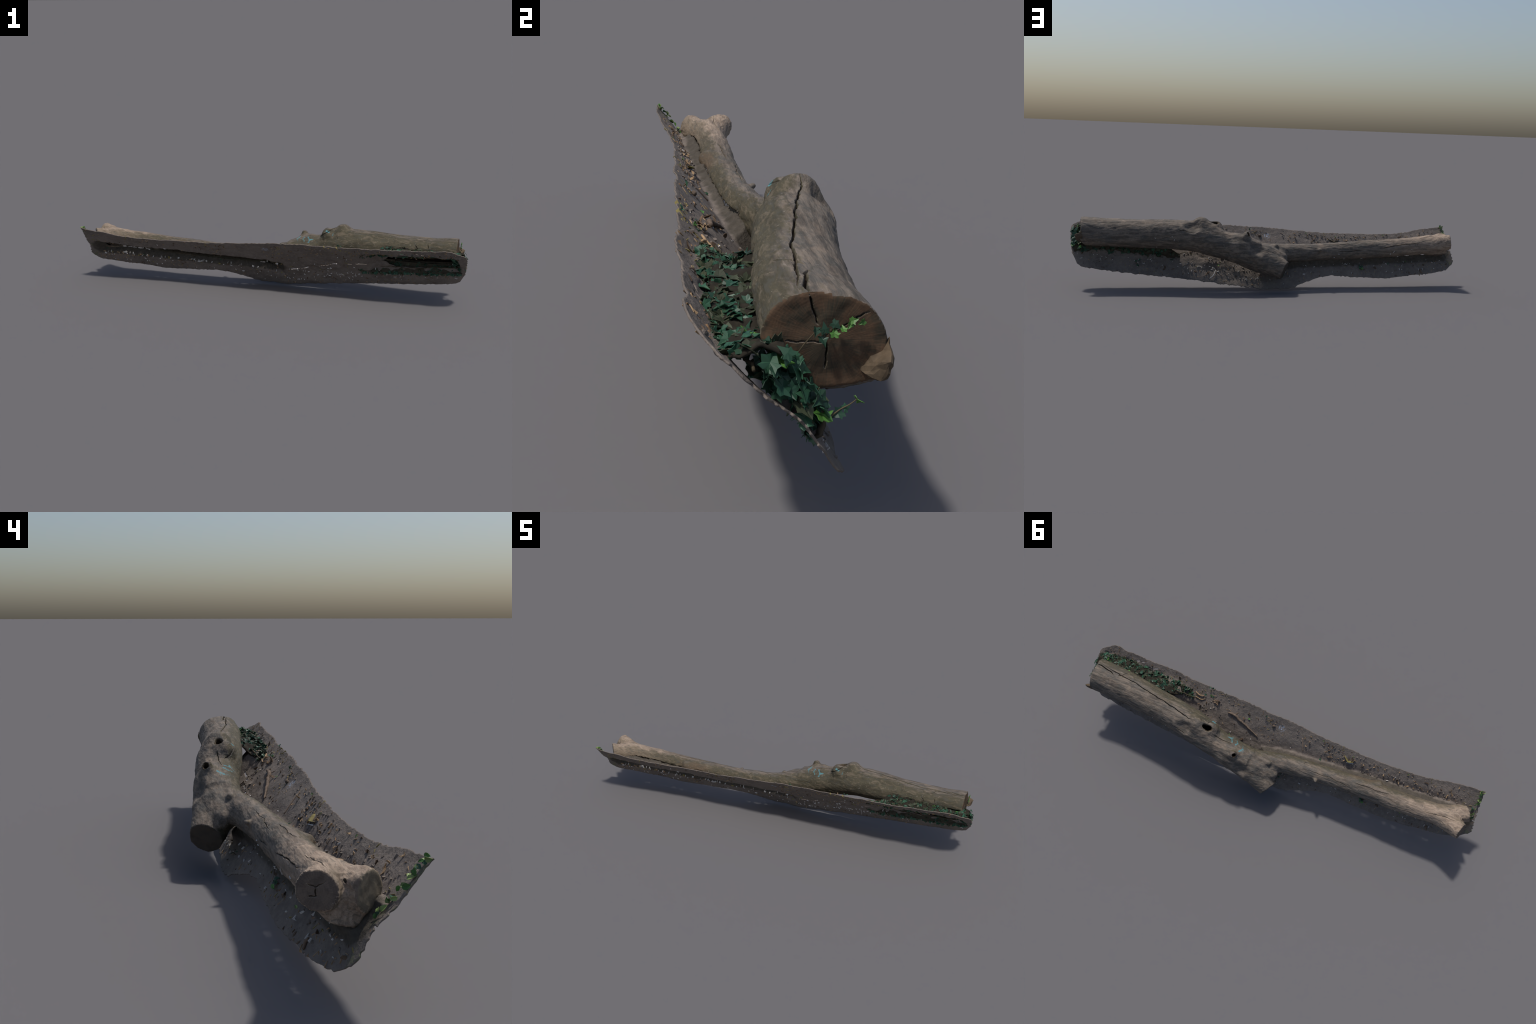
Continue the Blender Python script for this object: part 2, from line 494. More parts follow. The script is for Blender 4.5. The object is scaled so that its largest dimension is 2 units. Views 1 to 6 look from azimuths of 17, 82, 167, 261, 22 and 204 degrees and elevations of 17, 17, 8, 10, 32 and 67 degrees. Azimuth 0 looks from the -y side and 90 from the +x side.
def end_grain_material(name, pith, dark, warm, axis='x', ring=260, greyness=0.0):
    """saw-cut end: rings about the pith, radial checks, darker patches"""
    M = Mat(name, .85)
    p = M.vmath('SUBTRACT', M.co, pith)
    blot = M.noise(26, None, 4, .6)
    wob = M.math('MULTIPLY', M.math('SUBTRACT', M.noise(45, None, 3), .5), .010)
    r = M.math('ADD', M.vmath('LENGTH', p, out='Value'), wob)
    rings = M.math('SINE', M.math('MULTIPLY', r, ring * 6.28))
    px, py, pz = M.sep(p)
    ang = M.math('ARCTAN2', pz, py)
    radial = M.n('TexNoise', noise_dimensions='2D')
    cb = M.n('CombineXYZ')
    M.put(cb.inputs[0], M.math('MULTIPLY', ang, 22))
    M.put(cb.inputs[1], M.math('MULTIPLY', r, 60))
    M.put(radial.inputs['Vector'], cb.outputs[0])
    radial.inputs['Scale'].default_value = 1
    radial.inputs['Detail'].default_value = 3
    base = M.mix(M.math('ADD', M.math('MULTIPLY', M.ramp(radial.outputs['Fac'], .3, .7), .35), M.math('MULTIPLY', M.ramp(blot, .38, .60), .6)), dark, warm)
    outer = M.math('MULTIPLY', M.ramp(r, .035, .075), M.ramp(blot, .35, .55))
    base = M.mix(M.math('MULTIPLY', outer, .5), base, tuple(c * 1.25 for c in warm))
    base = M.mix(M.math('MULTIPLY', M.ramp(blot, .5, .68), .55), base, tuple(c * .6 for c in dark))
    base = M.mix(M.ramp(rings, .1, 1, 0, .10), base, tuple(c * .45 for c in dark))
    M.bump(M.math('ADD', M.math('MULTIPLY', rings, .08), radial.outputs['Fac']), .25, .0015)
    return M.color(base)


def soil_material():
    M = Mat('bare_soil', .95)
    n1 = M.noise(9, None, 5, .65, .3)
    n2 = M.noise(60, None, 6, .7)
    n3 = M.noise(220, None, 3, .6)
    x, y, z = M.sep()
    c = M.mix(M.ramp(n1, .35, .68), SOIL_A, SOIL_B)
    c = M.mix(M.ramp(n2, .42, .70, 0, .75), c, SOIL_C)
    c = M.mix(M.ramp(n3, .58, .74, 0, .55), c, (.030, .025, .022))
    c = M.mix(M.ramp(M.noise(330, None, 2), .66, .74, 0, .6), c, (.30, .25, .20))
    for scale, col, lo, k in ((95, (.26, .135, .055), .70, .6), (80, (.17, .165, .05), .715, .6)):
        f = M.noise(scale, M.mapped((1, 1.4, 1.4), (scale, 2, 5)), 2, .5, 1.2)
        c = M.mix(M.ramp(f, lo, lo + .05, 0, k), c, col)
    # smooth soil beside the branch, darkened with the original's baked shade
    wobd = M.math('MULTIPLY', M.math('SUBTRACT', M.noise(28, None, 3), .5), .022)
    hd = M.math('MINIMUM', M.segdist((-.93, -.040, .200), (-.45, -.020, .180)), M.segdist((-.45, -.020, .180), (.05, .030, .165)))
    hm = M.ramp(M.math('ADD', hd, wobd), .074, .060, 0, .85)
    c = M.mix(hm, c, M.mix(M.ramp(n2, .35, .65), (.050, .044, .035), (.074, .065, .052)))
    # pale bluish powder spilled on the bank
    d = M.vmath('DISTANCE', M.co, (.011, -.122, .249), out='Value')
    pw = M.math('MULTIPLY', M.ramp(d, .022, .006), M.ramp(M.noise(150, None, 2), .48, .56))
    c = M.mix(pw, c, (.34, .40, .50))
    # green film at the end of the strip
    e = M.math('MULTIPLY', M.ramp(M.math('ADD', x, M.math('MULTIPLY', M.math('SUBTRACT', n1, .5), .08)), -.945, -1.0), M.ramp(M.noise(40), .50, .64, 0, .55))
    c = M.mix(e, c, (.10, .13, .05))
    M.bump(M.math('ADD', n2, M.math('MULTIPLY', n3, .5)), .8, .004)
    return M.color(c)


def plain(name, col, rough=.8, var=.35, scale=60, spec=None):
    M = Mat(name, rough)
    f = M.noise(scale, None, 3)
    obr = M.n('ObjectInfo').outputs['Random']
    k = M.math('ADD', M.math('MULTIPLY', f, .6), M.math('MULTIPLY', obr, .4))
    c = M.mix(M.ramp(k, .25, .75), tuple(v * (1 - var) for v in col), tuple(min(1, v * (1 + var)) for v in col))
    if spec is not None:
        M.b.inputs['Specular IOR Level'].default_value = spec
    return M.color(c)


SOIL_A, SOIL_B, SOIL_C = (.138, .117, .102), (.186, .157, .136), (.220, .186, .160)
WOOD = wood_material()
BUTT = end_grain_material('butt_end_grain', (.955, -.006, .287), (.040, .036, .025), (.105, .060, .035))
STUB_END = end_grain_material('stub_end_grain', (-.033, .134, .110), (.060, .052, .042), (.085, .066, .050), ring=200)
FORK_END = end_grain_material('fork_end_grain', (-.935, -.077, .241), (.135, .115, .085), (.20, .165, .120), ring=220)
DARK_END = end_grain_material('dark_end_grain', (-.944, .022, .245), (.100, .078, .064), (.190, .145, .112), ring=220)
INSIDE_SHADE = plain('inside_shade_brown', (.050, .038, .028), .95, .4, 90)  # brown darkened to carry the shade baked into the original's open inside
KNOT = plain('knot_heartwood', (.092, .068, .044), .95, .55, 120)
BACKING = plain('dark_backing', (.040, .034, .024), .95, .55, 70)  # dark brown of the backing added behind the ivy
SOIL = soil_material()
LEAF_DARK = plain('ivy_green', (.018, .062, .036), .5, .5, 110, .4)
LEAF_MID = plain('ivy_mid_green', (.026, .076, .042), .5, .45, 110, .4)
LEAF_OLD = plain('ivy_olive', (.048, .058, .032), .6, .45, 110, .3)
LEAF_NEW = plain('young_leaf_green', (.065, .17, .032), .5, .35, 110, .4)
LEAF_PALE = plain('pale_leaf_green', (.19, .26, .085), .55, .4, 70, .4)
STEM = plain('vine_stem', (.075, .060, .035), .8, .4, 90)
TAN = plain('dry_leaf_tan', (.30, .205, .12), .8, .4, 120)
ORANGE = plain('dry_leaf_orange', (.225, .140, .078), .8, .4, 120)
YELLOW = plain('dry_leaf_yellow', (.24, .20, .075), .8, .4, 120)
BROWN = plain('dry_leaf_brown', (.125, .085, .058), .85, .4, 120)
SHARD = plain('shard_white', (.66, .63, .60), .8, .12, 120)  # white of the scan-fault shards, shared by two pale sticks
TWIG = plain('twig_bark', (.175, .130, .098), .85, .4, 120)
FRESH = plain('split_wood', (.088, .064, .041), .8, .4, 110)

# ------------------------------------------------------------------ the thing
thing = bpy.data.objects.new('fallen_log', None)
link(thing)
thing['label'] = 'weathered grey forked log on steep bare soil with ivy'
thing['category'] = 'fallen log'

# ---- log body
V, Q = build_log_mesh()
bm = bmesh.new()
bv = [bm.verts.new(v) for v in V]
for q in Q:
    try:
        bm.faces.new([bv[i] for i in q])
    except ValueError:
        pass
bm.normal_update()
bm.verts.index_update()
# finer faces along the cracks
crack_pts = []
for pts, hw, dep in CRACKS:
    p = np.array(pts, float)
    seg = np.linalg.norm(np.diff(p, axis=0), axis=1)
    s = np.concatenate([[0], np.cumsum(seg)])
    ss = np.arange(0, s[-1], .0012)
    q = np.stack([np.interp(ss, s, p[:, i]) for i in range(3)], 1)
    q[:, 1:] += .0022 * np.stack([vnoise(q * 60, 5), vnoise(q * 60, 6)], 1) + .0010 * np.stack([vnoise(q * 210, 7), vnoise(q * 210, 8)], 1)
    for _ in range(4):
        g = [log_outer(tuple((q + dq).T)) for dq in (np.zeros(3), (.002, 0, 0), (0, .002, 0), (0, 0, .002))]
        gr = np.stack([(g[i] - g[0]) / .002 for i in (1, 2, 3)], 1)
        q = q - gr * (g[0] / np.maximum((gr ** 2).sum(1), .2))[:, None]
    e = np.minimum(ss, s[-1] - ss) / max(s[-1], 1e-6)
    w = np.clip(e * 6, .15, 1)
    crack_pts.append((q, 0.95 * hw * w * (.85 + .35 * np.abs(vnoise(q * 40, 9))), 1.35 * dep * w))


def crack_depth(P, N):
    """how far each point sinks into a crack"""
    out = np.zeros(len(P))
    for q, hw, dep in crack_pts:
        lo, hi = q.min(0) - .02, q.max(0) + .02
        m = np.where(((P > lo) & (P < hi)).all(1))[0]
        for i0 in range(0, len(m), 4000):
            mm = m[i0:i0 + 4000]
            d = np.linalg.norm(P[mm][:, None, :] - q[None], axis=2)
            k = d.argmin(1)
            dd = d[np.arange(len(mm)), k]
            out[mm] = np.maximum(out[mm], dep[k] * np.clip(1.35 - dd / hw[k], 0, 1))
    return out


if crack_pts:
    for lev, rad in ((0, .009), (1, .006)):
        C = np.array([v.co for v in bm.verts])
        near = np.zeros(len(C), bool)
        for q, hw, dep in crack_pts:
            lo, hi = q.min(0) - rad, q.max(0) + rad
            m = np.where(((C > lo) & (C < hi)).all(1))[0]
            for i0 in range(0, len(m), 3000):
                mm = m[i0:i0 + 3000]
                near[mm] |= (np.linalg.norm(C[mm][:, None, :] - q[None, ::2], axis=2).min(1) < rad)
        bm.verts.ensure_lookup_table()
        es = [e for e in bm.edges if near[e.verts[0].index] and near[e.verts[1].index]]
        bmesh.ops.subdivide_edges(bm, edges=es, cuts=1, use_grid_fill=True)
        bm.verts.index_update()
    bmesh.ops.triangulate(bm, faces=[f for f in bm.faces if len(f.verts) > 4])
    bm.verts.index_update()
bm.normal_update()
C = np.array([v.co for v in bm.verts])
N = np.array([v.normal for v in bm.verts])
d0 = log_outer(tuple(C[:, i].astype(np.float32) for i in range(3)))


def cut_weight(C, N, key, tol=.004):
    o, n = np.array(CUTS[key][0]), np.array(CUTS[key][1], float)
    n /= np.linalg.norm(n)
    return (np.abs((C - o) @ n) < tol) & (N @ n > .75) & (np.linalg.norm(C - o, axis=1) < .12)


on_cut = np.zeros(len(C), bool)
for k in CUTS:
    on_cut |= cut_weight(C, N, k)
outer = (d0 > -.004)
rel = (.0030 * fbm(C * (13, 24, 24), 3, 11) + .0012 * fbm(C * (45, 110, 110), 3, 21) + .0006 * vnoise(C * (90, 330, 330), 31))
end = np.clip((-.84 - C[:, 0]) / .08, 0, 1)
rel += end * (.0070 * fbm(C * 26, 2, 46) + .003 * np.abs(vnoise(C * 85, 47)))
# flat adze-like facets on the weathered top and flank
rel += .0016 * np.abs(vnoise(C * (26, 40, 40), 41)) - .0008
for hb, hs in ((HOLE_BIG, .035), (HOLE_SMALL, .022)):
    hd = np.linalg.norm(C - np.array(hb[0]), axis=1)
    rel += np.exp(-(hd / hs) ** 2) * (.0045 * fbm(C * 48, 2, 43) + .0015 * vnoise(C * 150, 44))
rel = np.where(outer, rel, .0030 * fbm(C * 90, 3, 51))
rel = np.where(on_cut, .0034 * fbm(C * 32, 2, 60) + .0010 * fbm(C * 80, 3, 61), rel)
C2 = C + N * (rel - crack_depth(C, N))[:, None]
for v, c in zip(bm.verts, C2):
    v.co = c
bm.normal_update()
VN = np.array([v.normal for v in bm.verts])

# ---- split the body by region
FC = np.array([f.calc_center_median() for f in bm.faces])
FN = np.array([f.normal for f in bm.faces])
fd0 = log_outer(tuple(FC[:, i].astype(np.float32) for i in range(3)))
region = np.zeros(len(FC), int)
names = ['trunk', 'branch', 'branch_stub', 'shell_inside', 'knot_hole', 'cut_face', 'cut_face', 'cut_face', 'cut_face', 'cut_face']
mats = [WOOD, WOOD, WOOD, INSIDE_SHADE, KNOT, BUTT, STUB_END, DARK_END, FORK_END, DARK_END]
fx = FC[:, 0]
cyT = smooth_table(BRANCH, fx, 1)
ds = capsule(tuple(FC.T), (.07, .097, .158), (-.033, .134, .110), .0, .0)
db = np.hypot(FC[:, 1] - cyT, FC[:, 2] - smooth_table(BRANCH, fx, 2))
region[(fx < .10)] = 2
region[(fx < .10) & (db < ds + .012)] = 1
region[(fx < -.08)] = 1
inner = fd0 < -.0065
region[inner] = 3
for hb in (HOLE_BIG, HOLE_BIG_END, HOLE_SMALL):
    dh = capsule(tuple(FC.T), hb[0], hb[1], hb[2], hb[3])
    region[(dh < .004) & (fd0 < -.003)] = 4
for i, k in enumerate(CUTS):
    m = cut_weight(FC, FN, k, .005) & (region != 3) & (region != 4)
    region[m] = 5 + i
fv = [[v.index for v in f.verts] for f in bm.faces]
bm.free()
parts = {}
for r in range(len(names)):
    sel = np.where(region == r)[0]
    if len(sel) < 4:
        continue
    used = np.unique(np.concatenate([fv[i] for i in sel]))
    remap = {int(a): i for i, a in enumerate(used)}
    ob = mesh_object(names[r], C2[used], [[remap[i] for i in fv[f]] for f in sel], mats[r], thing)
    ob.data.normals_split_custom_set_from_vertices([tuple(v) for v in VN[used]])
    parts[r] = ob

# ------------------------------------------------------------------ soil
def soil_relief(x, t, P):
    """height of the soil above its base line"""
    b = .010 * np.exp(-((t - .70) / .20) ** 2)
    b = b + .0045 * fbm(P * 14, 2, 71) + .0008 * fbm(P * 75, 2, 72)
    ridg = np.abs(vnoise(P * 120, 73))
    b = b + .0004 * ridg
    # clods under the trunk
    m = np.exp(-((x - .27) / .17) ** 4) * np.exp(-((t - .68) / .28) ** 4)
    b = b + m * (.011 * np.abs(vnoise(P * 17, 74)) + .0022 * np.abs(vnoise(P * 50, 75)) - .003)
    # soil heaped up under the fork and the middle of the trunk
    amp = np.interp(x, [-.06, .02, .10, .30, .50, .60], [0, .002, .003, .009, .006, 0])
    b = b + amp * np.exp(-((t - .42) / .24) ** 4)
    amp = np.interp(x, [.515, .56, .62, .66], [0, .036, .036, 0])
    b = b + amp * np.exp(-((t - .39) / .20) ** 4)
    # smooth trough beside the branch
    m = np.exp(-((x + .45) / .48) ** 6) * np.exp(-((t - .36) / .10) ** 2)
    b = b - .004 * m
    return b


def soil_base(x, t):
    ty, tz, dy, dz, ny, nz, L = soil_frame(x)
    s = t * L
    return np.stack([x, ty + dy * s, tz + dz * s], 1), np.stack([0 * x, ny, nz], 1), L


def soil_point(x, t, lift=0.0):
    x = np.atleast_1d(np.asarray(x, float))
    t = np.atleast_1d(np.asarray(t, float))
    P, n, L = soil_base(x, t)
    return P + n * (soil_relief(x, t, P) + lift)[:, None], n


def soil_span(t):
    xl = np.interp(t, [0, .3, .5, .75, .92, 1], [-.983, -.987, -.988, -.997, -1.0, -.986])
    xr = np.interp(t, [0, .04, .15, .5, .78, .88, .94, 1], [.987, .996, 1.0, .999, .998, .993, .980, .966])
    return xl, xr


NX, NT = 860, 120
uu, tt = np.meshgrid(np.linspace(0, 1, NX), np.linspace(0, 1, NT), indexing='ij')
uu, tt = uu.ravel(), tt.ravel()
xl, xr = soil_span(tt)
xx = xl + (xr - xl) * uu
jag = np.stack([tt * 34, tt * 0, tt * 0], 1)
xx += (uu ** 30) * .004 * vnoise(jag + 3, 81) + ((1 - uu) ** 30) * .004 * vnoise(jag + 9, 82)
E1 = np.stack([xx * 70, xx * 0, xx * 0], 1)
E2 = np.stack([xx * 210, xx * 0, xx * 0], 1)
tj = tt + (1 - tt) ** 8 * (.016 * np.abs(vnoise(E1 * .7, 83)) - .006 + .002 * vnoise(E2, 84)) + tt ** 8 * (.006 - .020 * np.abs(vnoise(E1 * .7 + 50, 85)) + .003 * vnoise(E2 + 50, 86))
P0, n0, L0 = soil_base(xx, tj)
hgt = soil_relief(xx, tj, P0)
cy, cz, cr = log_axis(xx)
ty, tz, dy, dz, ny, nz, L = soil_frame(xx)
s0 = (cy - ty) * dy + (cz - tz) * dz
dl = (cy - ty) * ny + (cz - tz) * nz
ds_ = np.abs(tj * L - s0) + .006 * fbm(P0 * 40, 2, 91)
left = np.clip((.05 - xx) / .04, 0, 1) * np.clip((xx + .915) / .03, 0, 1)
right = np.clip((xx - .60) / .06, 0, 1) * np.clip((.974 - xx) / .02, 0, 1)
sd = tj * L - s0                                                   # + is down the slope
hwf = np.where(xx < .2, np.where(sd < 0, .72, .80), np.where(sd < 0, 1.28 - .26 * np.clip((xx - .84) / .06, 0, 1), .66)) * cr
hw = hwf * np.maximum(left, right)
dreal = np.clip(np.abs(tj * L - s0), .5 * cr, np.minimum(hwf + .004, .97 * cr))
under = dl - np.sqrt(cr ** 2 - dreal ** 2)                       # height of the wood above the base line
fl = np.clip((.09 - xx) / .05, 0, 1) * np.clip((xx + .965) / .05, 0, 1)
fr = np.clip((xx - .50) / .06, 0, 1) * np.clip((.985 - xx) / .02, 0, 1)
lump = 1 + .30 * fbm(P0 * 55, 2, 92)
fall = np.exp(-(np.clip(ds_ - hwf, 0, None) / np.where(xx < .2, np.where(sd < 0, .0085, .014), np.where(sd < 0, .012, .026))) ** 2)
wall = np.where(xx < .2, np.where(sd < 0, np.clip(under + .005, 0, .045), np.clip(under + .006, 0, .040)) * fl, np.where(sd > 0, .028, 0) * fr)
hgt = hgt + fall * np.clip(wall - hgt, 0, None) * np.where(fall > .9, 1, lump)
SP = P0 + n0 * hgt[:, None]
rough = np.clip(fall * 3 * (1 - fall) * np.maximum(fl, fr), 0, 1)
SP += (rough * .007)[:, None] * np.stack([vnoise(SP * 60, 93), vnoise(SP * 60, 94), vnoise(SP * 60, 95)], 1)
keep = ds_ > hw
grid = np.arange(NX * NT).reshape(NX, NT)
quad = np.stack([grid[:-1, :-1], grid[:-1, 1:], grid[1:, 1:], grid[1:, :-1]], -1).reshape(-1, 4)
quad = quad[keep[quad].all(1)]
# a few small tears near the butt end of the strip
qc = SP[quad].mean(1)
tear = np.zeros(len(quad), bool)
for (tx, tt0, lx, lt) in ((.70, .10, .016, .010), (.765, .07, .018, .008), (.80, .10, .013, .010)):
    f = soil_frame(np.array([tx]))
    pc = np.array([tx, f[0][0] + f[2][0] * tt0 * f[6][0], f[1][0] + f[3][0] * tt0 * f[6][0]])
    dd = qc - pc
    al = dd[:, 0] * .9 + (dd[:, 1:] @ np.array([f[2][0], f[3][0]])) * .4
    ac = -dd[:, 0] * .4 + (dd[:, 1:] @ np.array([f[2][0], f[3][0]])) * .9
    tear |= (al / lx) ** 2 + (ac / (lt * .35)) ** 2 < 1
quad = quad[~tear]
used = np.unique(quad)
rm = -np.ones(NX * NT, int)
rm[used] = np.arange(len(used))
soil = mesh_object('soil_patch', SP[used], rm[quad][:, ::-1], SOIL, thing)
md = soil.modifiers.new('crust', 'SOLIDIFY')
md.thickness = .0028
md.offset = -1


def soil_open(x, t):
    """True where the soil strip is open below the log"""
    cy, cz, r = log_axis(x)
    ty, tz, dy, dz, ny, nz, L = soil_frame(x)
    d = np.abs(t * L - ((cy - ty) * dy + (cz - tz) * dz))
    l = np.clip((.04 - x) / .06, 0, 1)
    rr = np.clip((x - .53) / .10, 0, 1) * np.clip((.965 - x) / .02, 0, 1)
    return d < 1.0 * r * np.maximum(l, rr), d / r


# ------------------------------------------------------------------ litter
def frame_from(n, ang):
    n = n / np.linalg.norm(n, axis=1, keepdims=True)
    ref = np.tile(np.array([1.0, 0, 0]), (len(n), 1))
    a = ref - n * (ref * n).sum(1, keepdims=True)
    a /= np.linalg.norm(a, axis=1, keepdims=True)
    b = np.cross(n, a)
    c, s = np.cos(ang)[:, None], np.sin(ang)[:, None]
    return a * c + b * s, -a * s + b * c, n


def bits(name, P, n, length, width, thick, mat, bend=.25, tilt=.25, parent=thing, seed=0):
    """many small slivers joined into one mesh: bent, tapered, with thickness"""
    r = np.random.default_rng(seed)
    k = len(P)
    n = n + r.normal(0, tilt, n.shape)
    u, v, w = frame_from(n, r.uniform(0, 6.28, k))
    prof = np.array([(-.5, .35), (-.18, 1), (.2, .9), (.5, .25)])
    vs, fs = [], []
    bnd = r.normal(0, bend, k)
    side = r.normal(0, bend, k)
    for j, (a, b) in enumerate(prof):
        c = P + u * (a * length)[:, None] + w * ((a * a - .08) * bnd * length)[:, None] + v * ((a * a) * side * length)[:, None]
        for sg, up in ((-1, -1), (1, -1), (1, 1), (-1, 1)):
            vs.append(c + v * (sg * .5 * b * width)[:, None] + w * (up * .5 * thick)[:, None])
    VS = np.stack(vs, 1)                       # k, 16, 3
    base = []
    for j in range(3):
        o = j * 4
        for q in range(4):
            base.append((o + q, o + (q + 1) % 4, o + 4 + (q + 1) % 4, o + 4 + q))
    base += [(3, 2, 1, 0), (12, 13, 14, 15)]
    F = (np.arange(k) * 16)[:, None, None] + np.array(base)[None]
    ob = mesh_object(name, VS.reshape(-1, 3), F.reshape(-1, 4), mat, parent, smooth=False)
    ob['kind'] = 'stuff'
    return ob


def scatter(k, seed, tlo=.015, thi=.985, near=1.0, xlo=-.97, xhi=.97, bias=None):
    r = np.random.default_rng(seed)
    x = r.uniform(xlo, xhi, k * 3)
    t = r.uniform(tlo, thi, k * 3)
    op, dn = soil_open(x, t)
    ok = ~op & ((dn > near) | (np.abs(x - .23) < .22))
    if bias is not None:
        ok &= r.uniform(0, 1, len(x)) < bias(x, t)
    x, t = x[ok][:k], t[ok][:k]
    return x, t


r = np.random.default_rng(3)
LIT = [('dry_needle_litter', 230, TAN, (.006, .017), (.0010, .0020), 1),
       ('orange_leaf_litter', 140, ORANGE, (.005, .013), (.0014, .0032), 2),
       ('yellow_grass_litter', 140, YELLOW, (.006, .018), (.0009, .0018), 3),
       ('brown_leaf_litter', 190, BROWN, (.006, .016), (.0020, .0060), 4)]
for nm, k, m, ln, wd, sd in LIT:
    x, t = scatter(k, sd, bias=lambda x, t: (.45 + .55 * np.clip((-.3 - x) / .5, 0, 1) + .3 * (t < .35)) * np.clip(.5 + 1.6 * vnoise(np.stack([x * 11, t * 3.2, 0 * x + sd * .4], 1), 63), .06, 1))
    P, n = soil_point(x, t, -.0018)
    kk = len(x)
    bits(nm, P, n, r.uniform(*ln, kk), r.uniform(*wd, kk), r.uniform(.0050, .0072, kk), m, .2, .22, soil, sd)
# larger curled dead leaves standing off the bank
x, t = scatter(34, 9, .05, .9, 1.05)
P, n = soil_point(x, t, .003)
bits('curled_leaf_litter', P, n, r.uniform(.012, .024, len(x)), r.uniform(.006, .011, len(x)), r.uniform(.0012, .0018, len(x)), [BROWN], .9, .6, soil, 12)
x, t = scatter(34, 10, .05, .5, 1.05, xhi=-.1)
P, n = soil_point(x, t, .003)
bits('curled_orange_litter', P, n, r.uniform(.010, .020, len(x)), r.uniform(.004, .007, len(x)), r.uniform(.0010, .0014, len(x)), [TAN], .9, .6, soil, 13)
# soil crumbs
x, t = scatter(300, 14, .05, .94, bias=lambda x, t: np.clip(.4 + 1.6 * vnoise(np.stack([x * 8, t * 3, 0 * x], 1), 64), .03, 1))
P, n = soil_point(x, t, .000)
bits('soil_crumbs', P, n, r.uniform(.004, .011, len(x)), r.uniform(.003, .008, len(x)), r.uniform(.003, .007, len(x)), SOIL, .2, .5, soil, 15)
# slivers copying white scan faults, most of them where the log meets the soil
xa = r.uniform(-.93, .96, 70)
ca, cz_, cr_ = log_axis(xa)
fa = soil_frame(xa)
sa = (ca - fa[0]) * fa[2] + (cz_ - fa[1]) * fa[3]
ta = (sa + cr_ * r.uniform(1.0, 1.3, 70)) / fa[6]
xb, tb = scatter(90, 22, .45, .93, .7)
xc, tc = scatter(7, 23, .1, .4, .8)
x, t = np.concatenate([xa, xb, xc]), np.concatenate([ta, tb, tc])
P, n = soil_point(x, t, -.001)
k = len(x)
bits('white_scan_shards', P, n, r.uniform(.003, .013, k), r.uniform(.0014, .0026, k), r.uniform(.008, .011, k), SHARD, .12, .12, soil, 24)


# more scan-fault slivers, set on the shaded flank of the log
xd = np.concatenate([r.uniform(.50, .92, 12), r.uniform(-.88, -.25, 8)])
td = np.radians(r.uniform(-62, 2, 20))
cd = log_axis(xd)
nd = np.stack([0 * xd, np.cos(td), np.sin(td)], 1)
pd = np.stack([xd, cd[0], cd[1]], 1) + nd * (cd[2] + .0005)[:, None]
bits('white_scan_shards', pd, nd, r.uniform(.004, .013, 20), r.uniform(.0014, .0024, 20), np.full(20, .003), SHARD, .1, .1, parts[0], 25)


def tube(name, pts, radii, mat, parent, seg=8, sub=6, wob=0.0, seed=0):
    p = np.array(pts, float)
    s = np.linspace(0, len(p) - 1, (len(p) - 1) * sub + 1)
    k = np.arange(len(p))
    q = np.stack([np.interp(s, k, p[:, i]) for i in range(3)], 1)
    for _ in range(3):
        q[1:-1] = .25 * q[:-2] + .5 * q[1:-1] + .25 * q[2:]
    q += wob * np.stack([vnoise(q * 80, seed + i) for i in range(3)], 1)
    rr = np.interp(s, k, radii)
    T = np.gradient(q, axis=0)
    T /= np.linalg.norm(T, axis=1, keepdims=True)
    up = np.array([0.13, .6, .77])
    A = np.cross(T, up)
    A /= np.linalg.norm(A, axis=1, keepdims=True)
    B = np.cross(T, A)
    a = np.linspace(0, 2 * np.pi, seg, endpoint=False)
    ring = q[:, None] + rr[:, None, None] * (A[:, None] * np.cos(a)[None, :, None] + B[:, None] * np.sin(a)[None, :, None])
    n = len(q)
    F = []
    for i in range(n - 1):
        for j in range(seg):
            F.append((i * seg + j, (i + 1) * seg + j, (i + 1) * seg + (j + 1) % seg, i * seg + (j + 1) % seg))
    Vs = np.concatenate([ring.reshape(-1, 3), q[:1], q[-1:]])
    a0, a1 = n * seg, n * seg + 1
    for j in range(seg):
        F.append((a0, j, (j + 1) % seg))
        F.append((a1, (n - 1) * seg + (j + 1) % seg, (n - 1) * seg + j))
    return mesh_object(name, Vs, F, mat, parent)


def on_soil(pts, lift=.003):
    """points given as (x, y): lifted onto the soil surface"""
    out = []
    for x, y in pts:
        f = soil_frame(np.array([x]))
        t = (y - f[0][0]) / (f[2][0] * f[6][0])
        out.append(soil_point(x, t, lift)[0][0])
    return out


tube('root', on_soil([(.285, -.104), (.262, -.105), (.238, -.102), (.225, -.094), (.200, -.090), (.16, -.078), (.112, -.062)], .004),
     [.004, .006, .0065, .006, .0055, .0045, .002], TWIG, soil, 10, 8, .001, 1)
tube('stick', on_soil([(-.100, -.117), (-.110, -.097), (-.121, -.074)], .001), [.0022, .0028, .0022], TWIG, soil)
tube('stick', on_soil([(.47, -.128), (.445, -.121), (.425, -.126)], .005), [.0025, .003, .002], TAN, soil, 8, 6, .001, 4)
tube('stick', on_soil([(.465, -.112), (.435, -.108), (.415, -.116)], .003), [.0018, .0022, .0012], TAN, soil, 8, 6, .001, 5)
tube('stick', on_soil([(-.37, -.102), (-.335, -.098)], .002), [.002, .0016], SHARD, soil)
tube('stick', on_soil([(-.80, -.105), (-.845, -.100), (-.87, -.108)], .001), [.0012, .0016, .001], BROWN, soil, 8, 6, .001, 6)
tube('stick', on_soil([(-.80, -.002), (-.795, .006), (-.806, .013)], .004), [.003, .004, .003], BROWN, soil, 8, 6, .002, 7)
tube('stick', on_soil([(.30, .03), (.31, .045), (.33, .055)], .005), [.0015, .002, .0015], SHARD, soil, 8, 6, .001, 8)
